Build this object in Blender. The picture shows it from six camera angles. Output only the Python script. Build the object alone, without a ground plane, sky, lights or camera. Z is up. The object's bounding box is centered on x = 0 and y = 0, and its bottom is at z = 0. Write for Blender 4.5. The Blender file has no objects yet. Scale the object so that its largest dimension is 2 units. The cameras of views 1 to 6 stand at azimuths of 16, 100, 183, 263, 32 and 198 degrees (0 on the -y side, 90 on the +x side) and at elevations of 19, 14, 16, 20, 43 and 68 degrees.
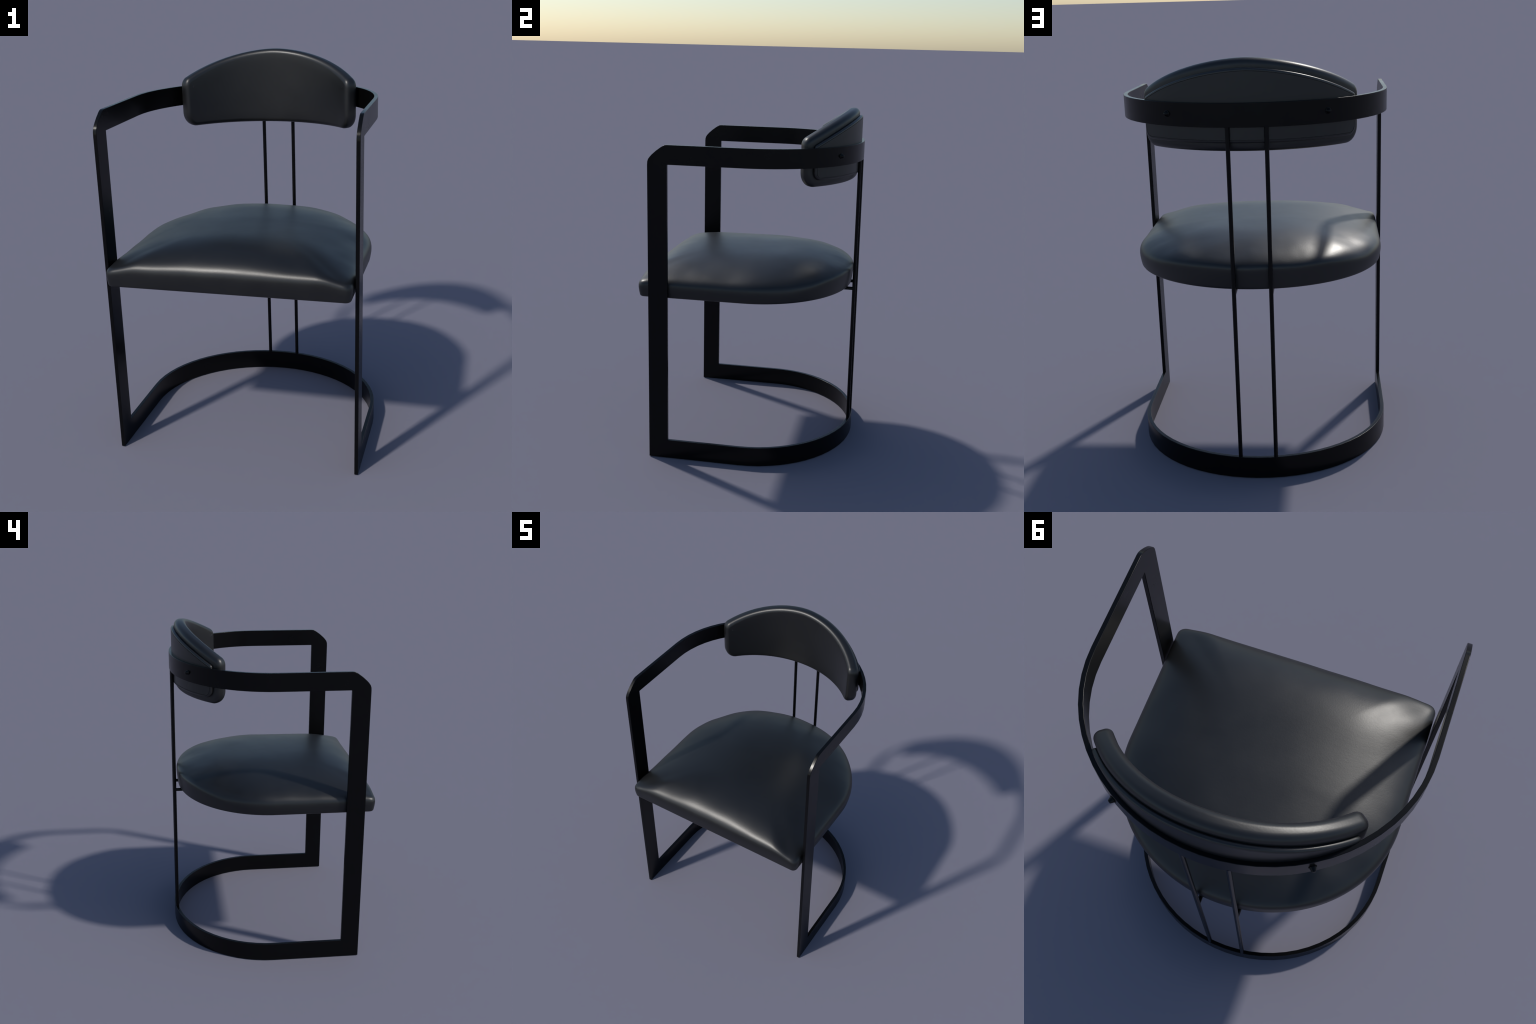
"""A black barrel armchair: flat-bar steel frame bent in a U, two back rods,
a plump leather seat and a curved leather backrest carried on a piped shell."""
import bpy, bmesh, math
from math import sin, cos, pi, radians, degrees, sqrt, hypot
from mathutils import Vector, Matrix, noise
from mathutils.geometry import delaunay_2d_cdt

# ------------------------------------------------------------------ sizes (m)
RING_A, RING_B = 0.6445, 0.593       # outer half width / depth of the bent bar
BAR_T = 0.0192                       # bar thickness
LEG_FRONT, LEG_BACK = -0.5225, -0.4125  # y of the leg's two edges
BASE_TOP = 0.1105
ARM_LOW, ARM_TOP = 1.7065, 1.8125
SEAT_LOW = 0.953
SEAT_AX, SEAT_BY, SEAT_EX = 0.621, 0.559, 2.02   # seat plan: half width, depth of the back curve, squareness
ROD_X, ROD_Y, ROD_R = (0.0825, -0.0890), 0.5775, 0.0099


# ------------------------------------------------------------------ materials
def nodes_of(name):
    m = bpy.data.materials.new(name)
    m.use_nodes = True
    nt = m.node_tree
    return m, nt, nt.nodes["Principled BSDF"]


def add(nt, kind, **values):
    n = nt.nodes.new(kind)
    for k, v in values.items():
        if k in n.inputs:
            n.inputs[k].default_value = v
        else:
            setattr(n, k, v)
    return n


def lacquer():
    """Satin black powder coat with a very fine orange-peel."""
    m, nt, bsdf = nodes_of("black_powder_coat")
    tc = add(nt, "ShaderNodeTexCoord")
    n = add(nt, "ShaderNodeTexNoise", Scale=9.0, Detail=3.0)
    nt.links.new(tc.outputs["Object"], n.inputs["Vector"])
    r = add(nt, "ShaderNodeMapRange")
    for k, v in (("From Min", 0.3), ("From Max", 0.7), ("To Min", 0.235), ("To Max", 0.275)):
        r.inputs[k].default_value = v
    nt.links.new(n.outputs["Fac"], r.inputs["Value"])
    nt.links.new(r.outputs["Result"], bsdf.inputs["Roughness"])
    bsdf.inputs["Base Color"].default_value = (0.002, 0.002, 0.0022, 1)
    bsdf.inputs["Specular IOR Level"].default_value = 0.2
    return m


def leather(name, colour, rough, bump=0.09):
    """Soft black hide: pebbled grain, faint creases and a few hairline scuffs."""
    m, nt, bsdf = nodes_of(name)
    L = nt.links.new
    tc = add(nt, "ShaderNodeTexCoord")
    # slow drift of tone and polish
    slow = add(nt, "ShaderNodeTexNoise", Scale=3.5, Detail=4.0, Roughness=0.6)
    L(tc.outputs["Object"], slow.inputs["Vector"])
    ramp = add(nt, "ShaderNodeValToRGB")
    ramp.color_ramp.elements[0].position = 0.3
    ramp.color_ramp.elements[1].position = 0.72
    ramp.color_ramp.elements[0].color = tuple(c * 0.85 for c in colour) + (1,)
    ramp.color_ramp.elements[1].color = tuple(c * 1.15 for c in colour) + (1,)
    L(slow.outputs["Fac"], ramp.inputs["Fac"])
    L(ramp.outputs["Color"], bsdf.inputs["Base Color"])
    rr = add(nt, "ShaderNodeMapRange")
    for k, v in (("From Min", 0.3), ("From Max", 0.7), ("To Min", rough - 0.03), ("To Max", rough + 0.03)):
        rr.inputs[k].default_value = v
    L(slow.outputs["Fac"], rr.inputs["Value"])
    L(rr.outputs["Result"], bsdf.inputs["Roughness"])
    # grain: cells of about 4 mm broken up by noise
    warp = add(nt, "ShaderNodeTexNoise", Scale=60.0, Detail=2.0)
    L(tc.outputs["Object"], warp.inputs["Vector"])
    mixv = add(nt, "ShaderNodeVectorMath", operation="MULTIPLY_ADD")
    L(warp.outputs["Color"], mixv.inputs[0])
    mixv.inputs[1].default_value = (0.012, 0.012, 0.012)
    L(tc.outputs["Object"], mixv.inputs[2])
    cell = add(nt, "ShaderNodeTexVoronoi", Scale=170.0)
    cell.feature = "SMOOTH_F1"
    L(mixv.outputs["Vector"], cell.inputs["Vector"])
    # long, shallow creases running across the hide
    mp = add(nt, "ShaderNodeMapping")
    mp.inputs["Rotation"].default_value = (0, 0, 0.5)
    mp.inputs["Scale"].default_value = (2.2, 9.0, 5.0)
    L(tc.outputs["Object"], mp.inputs["Vector"])
    crease = add(nt, "ShaderNodeTexNoise", Scale=3.0, Detail=5.0, Roughness=0.65)
    L(mp.outputs["Vector"], crease.inputs["Vector"])
    b1 = add(nt, "ShaderNodeBump", Strength=bump, Distance=0.001)
    L(cell.outputs["Distance"], b1.inputs["Height"])
    b2 = add(nt, "ShaderNodeBump", Strength=0.035, Distance=0.006)
    L(crease.outputs["Fac"], b2.inputs["Height"])
    L(b1.outputs["Normal"], b2.inputs["Normal"])
    # sparse hairline creases, present only in patches
    fold = add(nt, "ShaderNodeTexVoronoi", Scale=14.0)
    fold.feature = "DISTANCE_TO_EDGE"
    sway = add(nt, "ShaderNodeTexNoise", Scale=11.0, Detail=3.0)
    L(tc.outputs["Object"], sway.inputs["Vector"])
    swirl = add(nt, "ShaderNodeVectorMath", operation="MULTIPLY_ADD")
    L(sway.outputs["Color"], swirl.inputs[0])
    swirl.inputs[1].default_value = (0.14, 0.14, 0.14)
    L(tc.outputs["Object"], swirl.inputs[2])
    L(swirl.outputs["Vector"], fold.inputs["Vector"])
    line = add(nt, "ShaderNodeMapRange")
    for k, v in (("From Min", 0.0), ("From Max", 0.03), ("To Min", 0.0), ("To Max", 1.0)):
        line.inputs[k].default_value = v
    L(fold.outputs["Distance"], line.inputs["Value"])
    patch = add(nt, "ShaderNodeMapRange")
    for k, v in (("From Min", 0.52), ("From Max", 0.70), ("To Min", 0.0), ("To Max", 0.06)):
        patch.inputs[k].default_value = v
    L(slow.outputs["Fac"], patch.inputs["Value"])
    b3 = add(nt, "ShaderNodeBump", Distance=0.001)
    L(patch.outputs["Result"], b3.inputs["Strength"])
    L(line.outputs["Result"], b3.inputs["Height"])
    L(b2.outputs["Normal"], b3.inputs["Normal"])
    L(b3.outputs["Normal"], bsdf.inputs["Normal"])
    bsdf.inputs["Specular IOR Level"].default_value = 0.55
    return m


COAT = lacquer()
HIDE = leather("black_leather", (0.0075, 0.0078, 0.0083), 0.40)
HIDE_BACK = leather("black_leather_shell", (0.0090, 0.0094, 0.0099), 0.37, 0.06)


# ------------------------------------------------------------------ helpers
def place(name, mesh, parent=None, mat=None):
    o = bpy.data.objects.new(name, mesh)
    bpy.context.scene.collection.objects.link(o)
    if parent:
        o.parent = parent
    if mat:
        mesh.materials.clear()
        mesh.materials.append(mat)
    return o


def smooth(mesh, flag=True):
    mesh.polygons.foreach_set("use_smooth", [flag] * len(mesh.polygons))


def from_bm(bm, name):
    bmesh.ops.recalc_face_normals(bm, faces=bm.faces)
    me = bpy.data.meshes.new(name)
    bm.to_mesh(me)
    bm.free()
    smooth(me)
    return me


def ellipse(t):
    """Outer face of the bent bar at angle t from the back: point, outward normal."""
    p = Vector((RING_A * sin(t), RING_B * cos(t)))
    n = Vector((sin(t) / RING_A, cos(t) / RING_B)).normalized()
    return p, n


# ------------------------------------------------------------------ the frame
def bar_path():
    """Stations round the U, right front -> back -> left front: (point, normal)."""
    st = []
    for y in (LEG_FRONT, LEG_BACK, -0.30, -0.18, -0.07):
        st.append((Vector((RING_A, y)), Vector((1, 0))))
    steps = 32
    for i in range(steps + 1):
        st.append(ellipse(radians(90 - 180 * i / steps)))
    for y in (-0.07, -0.18, -0.30, LEG_BACK, LEG_FRONT):
        st.append((Vector((-RING_A, y)), Vector((-1, 0))))
    return st


def build_frame(parent):
    st = bar_path()
    last = len(st) - 1
    bm = bmesh.new()
    cache = {}

    def v(p, n, z, layer):
        key = (round(p.x, 5), round(p.y, 5), round(z, 5), layer)
        if key not in cache:
            q = p - n * (BAR_T * layer)
            cache[key] = bm.verts.new((q.x, q.y, z))
        return cache[key]

    panels = []          # each panel: list of (point, normal, z)
    for i in range(1, last - 1):
        (p, n), (q, m) = st[i], st[i + 1]
        for z0, z1 in ((0.0, BASE_TOP), (ARM_LOW, ARM_TOP)):
            panels.append([(p, n, z0), (q, m, z0), (q, m, z1), (p, n, z1)])
    # corner of leg and arm: a long eased chamfer
    ease = [(LEG_FRONT, 1.700), (-0.5212, 1.720), (-0.5165, 1.7340), (-0.5075, 1.7465), (-0.496, 1.7590),
            (-0.473, 1.7795), (-0.4475, 1.7985), (-0.4350, 1.8065), (-0.4240, 1.8110), (LEG_BACK, ARM_TOP)]
    for side in (1, -1):
        n = Vector((side, 0))
        f, b = Vector((side * RING_A, LEG_FRONT)), Vector((side * RING_A, LEG_BACK))
        levels = [0.0, BASE_TOP, 0.5, SEAT_LOW, 1.35, 1.700]
        for z0, z1 in zip(levels, levels[1:]):
            panels.append([(f, n, z0), (b, n, z0), (b, n, z1), (f, n, z1)])
        corner = [(Vector((side * RING_A, y)), n, z) for y, z in ease]
        panels.append(corner + [(b, n, ARM_LOW), (b, n, 1.700)])
    edges = {}
    for pan in panels:
        for layer in (0, 1):
            loop = [v(p, n, z, layer) for p, n, z in pan]
            bm.faces.new(loop)
        for a, b in zip(pan, pan[1:] + pan[:1]):
            ka = (round(a[0].x, 5), round(a[0].y, 5), round(a[2], 5))
            kb = (round(b[0].x, 5), round(b[0].y, 5), round(b[2], 5))
            edges.setdefault(frozenset((ka, kb)), []).append((a, b))
    for pair in edges.values():
        if len(pair) == 1:
            a, b = pair[0]
            bm.faces.new([v(*a, 0), v(*b, 0), v(*b, 1), v(*a, 1)])
    whole = place("frame_whole", from_bm(bm, "frame_whole"))
    mod = whole.modifiers.new("ease", "BEVEL")
    mod.width, mod.segments, mod.limit_method, mod.angle_limit = 0.0022, 2, "ANGLE", radians(40)
    mod.harden_normals = True
    whole.data.set_sharp_from_angle(angle=radians(60))
    dg = bpy.context.evaluated_depsgraph_get()
    me = bpy.data.meshes.new_from_object(whole.evaluated_get(dg))
    normals = [tuple(c.vector) for c in me.corner_normals]

    def region(poly):
        c = poly.center
        if c.y < LEG_BACK + 0.0004:
            return "leg_right" if c.x > 0 else "leg_left"
        return "base_rail" if c.z < 0.6 else "arm_rail"

    groups = {}
    for poly in me.polygons:
        groups.setdefault(region(poly), []).append(poly)
    for key, polys in groups.items():
        index, co, faces, nn = {}, [], [], []
        for poly in polys:
            face = []
            for li in poly.loop_indices:
                vi = me.loops[li].vertex_index
                if vi not in index:
                    index[vi] = len(co)
                    co.append(tuple(me.vertices[vi].co))
                face.append(index[vi])
                nn.append(normals[li])
            faces.append(face)
        part = bpy.data.meshes.new(key)
        part.from_pydata(co, [], faces)
        smooth(part)
        part.normals_split_custom_set(nn)
        place("leg" if key.startswith("leg") else key, part, parent, COAT)
    bpy.data.objects.remove(whole)


def revolve(profile, name, seg=28):
    """Solid of revolution about +z from (radius, z) pairs."""
    bm = bmesh.new()
    rings = []
    for r, z in profile:
        if r < 1e-6:
            rings.append([bm.verts.new((0, 0, z))])
        else:
            rings.append([bm.verts.new((r * cos(2 * pi * k / seg), r * sin(2 * pi * k / seg), z)) for k in range(seg)])
    for a, b in zip(rings, rings[1:]):
        for k in range(seg):
            j = (k + 1) % seg
            if len(a) == 1:
                bm.faces.new((a[0], b[j], b[k]))
            elif len(b) == 1:
                bm.faces.new((a[k], a[j], b[0]))
            else:
                bm.faces.new((a[k], a[j], b[j], b[k]))
    me = from_bm(bm, name)
    me.set_sharp_from_angle(angle=radians(35))
    return me


def build_rods(parent):
    z0, z1 = BASE_TOP - 0.004, ARM_LOW + 0.004
    rod = revolve([(0, 0), (ROD_R, 0), (ROD_R, z1 - z0), (0, z1 - z0)], "back_rod")
    arm = revolve([(0, 0), (0.0098, 0), (0.0098, 0.34), (0, 0.34)], "seat_bracket")
    for x in ROD_X:
        o = place("back_rod", rod, parent, COAT)
        o.location = (x, ROD_Y, z0)
        b = place("seat_bracket", arm, parent, COAT)
        b.location = (x, ROD_Y, 0.9395)
        b.rotation_euler = (radians(90), 0, 0)     # runs forward under the seat


# ------------------------------------------------------------------ the seat
def seat_outline(n=360):
    """Plan of the seat: straight front, rounded front corners, superelliptic back."""
    ax, by, ex, front, rc = SEAT_AX, SEAT_BY, SEAT_EX, -0.5945, 0.036
    pts = []
    for i in range(241):                                   # right side -> back -> left
        t = pi * i / 240
        x = ax * (1 if cos(t) >= 0 else -1) * abs(cos(t)) ** (2 / ex)
        y = by * abs(sin(t)) ** (2 / ex)
        pts.append(Vector((x, y)))
    for k in range(1, 24):
        pts.append(Vector((-ax, (front + rc) * k / 24)))
    for k in range(13):
        a = pi + (pi / 2) * k / 12
        pts.append(Vector((-ax + rc + rc * cos(a), front + rc + rc * sin(a))))
    for k in range(1, 40):
        pts.append(Vector((-ax + rc + 2 * (ax - rc) * k / 40, front)))
    for k in range(13):
        a = -pi / 2 + (pi / 2) * k / 12
        pts.append(Vector((ax - rc + rc * cos(a), front + rc + rc * sin(a))))
    for k in range(23, 0, -1):
        pts.append(Vector((ax, (front + rc) * k / 24)))
    # resample evenly
    L = [0.0]
    loop = pts + pts[:1]
    for a, b in zip(loop, loop[1:]):
        L.append(L[-1] + (b - a).length)
    out, j = [], 0
    for i in range(n):
        s = L[-1] * i / n
        while L[j + 1] < s:
            j += 1
        f = (s - L[j]) / max(L[j + 1] - L[j], 1e-9)
        out.append(loop[j].lerp(loop[j + 1], f))
    return out


def bump01(x, lo, hi):
    t = min(max((x - lo) / (hi - lo), 0), 1)
    return t * t * (3 - 2 * t)


def build_seat(parent):
    out = seat_outline()
    n = len(out)
    c = Vector((0, -0.03))
    crown = 1.164
    norm = []
    for i in range(n):
        d = out[(i + 1) % n] - out[i - 1]
        norm.append(Vector((d.y, -d.x)).normalized())
    corner = []          # 1 at the two front corners
    front = []           # 1 along the front edge, 0 on the sides
    back = []
    for p in out:
        dc = min((p - Vector((s * 0.621, -0.59))).length for s in (1, -1))
        corner.append(1 - bump01(dc, 0.02, 0.30))
        front.append(bump01(-p.y, 0.40, 0.58) * bump01(0.621 - abs(p.x), 0.0, 0.16))
        back.append(bump01(p.y, 0.25, 0.52))
    bm = bmesh.new()
    rings = []

    def ring(f):
        row = []
        for i in range(n):
            x, y, z = f(i)
            row.append(bm.verts.new((x, y, z)))
        rings.append(row)

    def shoulder(i):
        return 1.037 + 0.004 * corner[i] + 0.024 * front[i] + 0.029 * back[i]

    def fullness(d, w, k, q):
        """How far the stuffing has risen a distance d in from an edge."""
        u = 1 - min(max(d / w, 0), 1)
        return (1 - u ** k) ** q

    def field(x, y):
        """Pillow height, 0 at the edges and 1 on the broad crown."""
        f = fullness(y + 0.592, 0.36, 3.0, 0.72)
        ux = abs(x) / SEAT_AX
        rho = (ux ** SEAT_EX + (max(y, 0) / SEAT_BY) ** SEAT_EX) ** (1 / SEAT_EX)
        ang = max(y, 0) / SEAT_BY / max(rho, 1e-4)
        aw = bump01(ang, 0.15, 0.95) * bump01(rho, 0.1, 0.5)
        d = (1 - rho) * (SEAT_AX * (1 - aw) + SEAT_BY * aw)
        haunch = bump01(y, -0.35, 0.10) * (1 - bump01(ang, 0.55, 0.95))     # stuffing crowds the rear sides
        g = fullness(d, 0.60 - 0.17 * aw, 2.1 + 0.1 * aw, 0.68 + 0.07 * aw - 0.05 * haunch)
        return f * g

    # underside and the rolled lower edge
    for k in (0.25, 0.6, 0.9):
        ring(lambda i, k=k: (*(c + (out[i] - c) * k), SEAT_LOW))
    rr = 0.013
    for k in range(5):
        a = (pi / 2) * k / 4
        ring(lambda i, a=a: (*(out[i] - norm[i] * (rr * (1 - sin(a)) + 0.006)), SEAT_LOW + rr * (1 - cos(a))))
    # each column of the cover: up the slightly bellied wall, over the shoulder, to the crown
    def column(i):
        pts = []
        for k in range(1, 9):
            t = k / 9
            q = out[i] + norm[i] * (0.009 * sin(pi / 2 * t) - 0.006)
            pts.append(Vector((q.x, q.y, SEAT_LOW + rr + (shoulder(i) - SEAT_LOW - rr) * t)))
        for k in range(0, 60):
            r = 1 - (k / 60) ** 1.5
            zs = shoulder(i)
            xy = c + (out[i] + norm[i] * 0.003 - c) * r
            base = 1.052 + (zs - 1.052) * bump01(r, 0.3, 1.0)
            pts.append(Vector((xy.x, xy.y, base + (crown - base) * field(xy.x, xy.y))))
        return pts

    def along(pts, step):
        """Even resampling of a polyline by arc length."""
        got, need, left = [pts[0].copy()], step, 0.0
        for p, q in zip(pts, pts[1:]):
            d = (q - p).length
            while left + d >= need:
                got.append(p.lerp(q, (need - left) / d))
                need += step
            left += d
        got.append(pts[-1].copy())
        return got

    def soften(pts, step, sigma):
        """Round the shoulder: a Gaussian run along the column, pinned at both ends."""
        w = int(2.5 * sigma / step)
        ker = [math.exp(-0.5 * (k * step / sigma) ** 2) for k in range(-w, w + 1)]
        got = []
        for j, p in enumerate(pts):
            acc, tot = Vector((0, 0, 0)), 0.0
            for k, g in zip(range(-w, w + 1), ker):
                m = min(max(j + k, 0), len(pts) - 1)
                acc += pts[m] * g
                tot += g
            f = bump01(j * step, 0.0, 0.045)
            got.append(p.lerp(acc / tot, f))
        return got

    STEP, COUNT = 0.004, 64
    columns = []
    for i in range(n):
        sigma = 0.024 + 0.002 * front[i] - 0.011 * back[i]
        pts = soften(along(column(i), STEP), STEP, sigma)
        L = (len(pts) - 1)
        col = []
        for k in range(COUNT):
            u = (k / COUNT) ** 1.35 * L
            j = min(int(u), L - 1)
            p = pts[j].lerp(pts[j + 1], u - j)
            reach = min((p.xy - c).length / max((out[i] - c).length, 1e-6), 1.0)
            near = bump01(reach, 0.55, 0.93) * bump01(p.z, 1.0, 1.06)
            w = noise.noise(Vector((p.x * 7.5, p.y * 7.5, 3.1)))
            w2 = noise.noise(Vector((p.x * 24, p.y * 24, 7.7)))
            p.z += near * bump01(p.y, -0.05, 0.35) * (0.0032 * w + 0.0004 * w2)
            p.z += 0.0034 * near * noise.noise(Vector((p.x * 7, p.y * 8, 1.3)))
            p.z += 0.0025 * (1 - near) * bump01(p.z, 1.0, 1.06) * noise.noise(Vector((p.x * 3.5, p.y * 3.5, 9.2)))
            col.append(p)
        columns.append(col)
    for k in range(COUNT):
        ring(lambda i, k=k: tuple(columns[i][k]))
    for a, b in zip(rings, rings[1:]):
        for i in range(n):
            j = (i + 1) % n
            bm.faces.new((a[i], a[j], b[j], b[i]))
    low = bm.verts.new((c.x, c.y, SEAT_LOW))
    high = bm.verts.new((c.x, c.y, crown))
    for i in range(n):
        j = (i + 1) % n
        bm.faces.new((low, rings[0][j], rings[0][i]))
        bm.faces.new((high, rings[-1][i], rings[-1][j]))
    place("seat_cushion", from_bm(bm, "seat_cushion"), parent, HIDE)


# ------------------------------------------------------------------ the backrest
def arc_table():
    tab, s, prev = [], 0.0, None
    for i in range(0, 1801):
        t = radians(i * 0.05)
        p, _ = ellipse(t)
        if prev is not None:
            s += (p - prev).length
        prev = p
        tab.append((s, t))
    return tab


ARC = arc_table()


def angle_at(s):
    a = abs(s)
    lo, hi = 0, len(ARC) - 1
    while hi - lo > 1:
        m = (lo + hi) // 2
        if ARC[m][0] <= a:
            lo = m
        else:
            hi = m
    (s0, t0), (s1, t1) = ARC[lo], ARC[hi]
    return math.copysign(t0 + (t1 - t0) * (a - s0) / (s1 - s0), s)


def arc_len(deg):
    t = radians(deg)
    return next(s for s, a in ARC if a >= t - 1e-9)


def on_curve(s, z, d):
    """Point at arc length s and height z, a depth d inside the bar's outer face."""
    p, n = ellipse(angle_at(s))
    q = p - n * d
    return (q.x, q.y, z)


def fillet(poly, radii, steps=10):
    out = []
    m = len(poly)
    for i, p in enumerate(poly):
        r = radii[i]
        a, b = poly[i - 1], poly[(i + 1) % m]
        if r <= 0:
            out.append(p.copy())
            continue
        u, w = (a - p).normalized(), (b - p).normalized()
        half = u.angle(w) / 2
        d = r / math.tan(half)
        o = p + (u + w).normalized() * (r / sin(half))
        s, e = p + u * d - o, p + w * d - o
        ang = s.angle_signed(e)
        for k in range(steps + 1):
            f = ang * k / steps
            out.append(o + Vector((s.x * cos(f) + s.y * sin(f), -s.x * sin(f) + s.y * cos(f))))
    return out


def pad_outline(end_deg, z_low, z_crest, drop45, r_low, r_top):
    """Arched panel in (arc length, height): flat foot, bowed top, rounded corners."""
    S = arc_len(end_deg)
    def top(s):
        return z_crest - drop45 * (abs(degrees(angle_at(s))) / 45) ** 1.77
    poly, rad = [], []
    for k in range(0, 41):
        s = -S + 2 * S * k / 40
        poly.append(Vector((s, z_low)))
        rad.append(r_low if k in (0, 40) else 0)
    inner = [S * (1 - 2 * k / 60) for k in range(61)]
    for s in inner:
        poly.append(Vector((s, top(s))))
        rad.append(r_top if abs(abs(s) - S) < 1e-6 else 0)
    # fillets may swallow their neighbours: drop straight points lying inside them
    keep, kr = [], []
    for p, r in zip(poly, rad):
        close = any((p - q).length < 1.02 * rq and q is not p for q, rq in zip(poly, rad) if rq > 0)
        if r > 0 or not close:
            keep.append(p)
            kr.append(r)
    return fillet(keep, kr)


def resample(loop, step):
    pts = loop + loop[:1]
    L = [0.0]
    for a, b in zip(pts, pts[1:]):
        L.append(L[-1] + (b - a).length)
    n = int(L[-1] / step)
    out, j = [], 0
    for i in range(n):
        s = L[-1] * i / n
        while L[j + 1] < s:
            j += 1
        out.append(pts[j].lerp(pts[j + 1], (s - L[j]) / max(L[j + 1] - L[j], 1e-9)))
    return out


def build_pad(name, outline, profile, grid=0.022, plump=0.0):
    """Skin a panel: rings at (inset, depth) from the front panel round the edge
    to the back panel; both panels filled by a fine triangulation."""
    out = resample(outline, 0.008)
    n = len(out)
    nrm = []
    for i in range(n):
        d = out[(i + 2) % n] - out[i - 2]
        nrm.append(Vector((-d.y, d.x)).normalized())       # inwards (loop runs anticlockwise)
    bm = bmesh.new()
    rings2d, rings = [], []
    for inset, depth in profile:
        flat = [out[i] + nrm[i] * inset for i in range(n)]
        rings2d.append(flat)
        rings.append([bm.verts.new(on_curve(p.x, p.y, depth)) for p in flat])
    for a, b in zip(rings, rings[1:]):
        for i in range(n):
            j = (i + 1) % n
            bm.faces.new((a[i], a[j], b[j], b[i]))
    for flat, row, depth in ((rings2d[0], rings[0], profile[0][1]), (rings2d[-1], rings[-1], profile[-1][1])):
        xs, ys = [p.x for p in flat], [p.y for p in flat]
        inside = []
        gx, gy = int((max(xs) - min(xs)) / grid), int((max(ys) - min(ys)) / grid)
        for a in range(1, gx):
            for b in range(1, gy):
                p = Vector((min(xs) + (max(xs) - min(xs)) * a / gx, min(ys) + (max(ys) - min(ys)) * b / gy))
                hit = False
                near = min((p - q).length for q in flat) < grid * 0.45
                for q, r in zip(flat, flat[1:] + flat[:1]):
                    if (q.y > p.y) != (r.y > p.y) and p.x < (r.x - q.x) * (p.y - q.y) / (r.y - q.y) + q.x:
                        hit = not hit
                if hit and not near:
                    inside.append(p)
        vs, _, fs, _, _, _ = delaunay_2d_cdt(flat + inside, [(i, (i + 1) % n) for i in range(n)], [], 1, 1e-6)
        verts = row + [bm.verts.new(on_curve(p.x, p.y, depth)) for p in vs[n:]]
        for f in fs:
            bm.faces.new([verts[i] for i in f])
    return from_bm(bm, name)


def quarter(r, d0, sign, steps=8):
    """Quarter-round from (inset r, depth d0) out to (inset 0, depth d0+sign*r)."""
    return [(r * (1 - sin(pi / 2 * k / steps)), d0 + sign * r * (1 - cos(pi / 2 * k / steps))) for k in range(steps + 1)]


def build_backrest(parent):
    # front cushion, fat and soft-edged
    face, rear, rf, rb = 0.107, 0.036, 0.026, 0.031
    prof = [(0.055, face + 0.001), (0.045, face + 0.0007)] + quarter(rf, face, -1)
    prof += [(r, d) for r, d in reversed(quarter(rb, rear, 1))] + [(0.05, rear)]
    me = build_pad("backrest_cushion", pad_outline(55.2, 1.594, 2.0, 0.1025, 0.078, 0.050), prof)
    place("backrest_cushion", me, parent, HIDE)
    # piped shell behind it, let in against the arm rail
    front, back, r = 0.040, 0.0165, 0.0105
    prof = [(0.03, front)] + quarter(r, front, -1, 6)
    prof += list(reversed(quarter(r, back, 1, 6)))
    prof += [(0.0124, back), (0.0131, back + 0.0018), (0.0139, back + 0.0018), (0.0146, back), (0.022, back)]
    me = build_pad("backrest_shell", pad_outline(50.2, 1.635, 1.9595, 0.1135, 0.045, 0.018), prof)
    me.set_sharp_from_angle(angle=radians(45))
    shell = place("backrest_shell", me, parent, HIDE_BACK)
    # two domed bolts through the arm rail
    bolt = revolve([(0, -0.02), (0.006, -0.02), (0.006, 0), (0.0148, 0), (0.0150, 0.0025), (0.0140, 0.0040), (0.0125, 0.0044),
                    (0.0078, 0.0155), (0.0066, 0.0178), (0.0040, 0.0188), (0, 0.0190)], "bolt", 24)
    for side in (1, -1):
        t = math.asin(0.357 / RING_A) * side
        p, nn = ellipse(t)
        o = place("bolt", bolt, shell, COAT)
        o.location = (p.x - nn.x * 0.001, p.y - nn.y * 0.001, 1.7605)
        o.rotation_mode = "QUATERNION"
        o.rotation_quaternion = Vector((nn.x, nn.y, 0)).to_track_quat("Z", "Y")


# ------------------------------------------------------------------ assemble
chair = bpy.data.objects.new("armchair", None)
bpy.context.scene.collection.objects.link(chair)
chair["label"] = "black barrel armchair, flat-bar steel frame, padded leather seat and backrest"
chair["category"] = "armchair"
build_frame(chair)
build_rods(chair)
build_seat(chair)
build_backrest(chair)
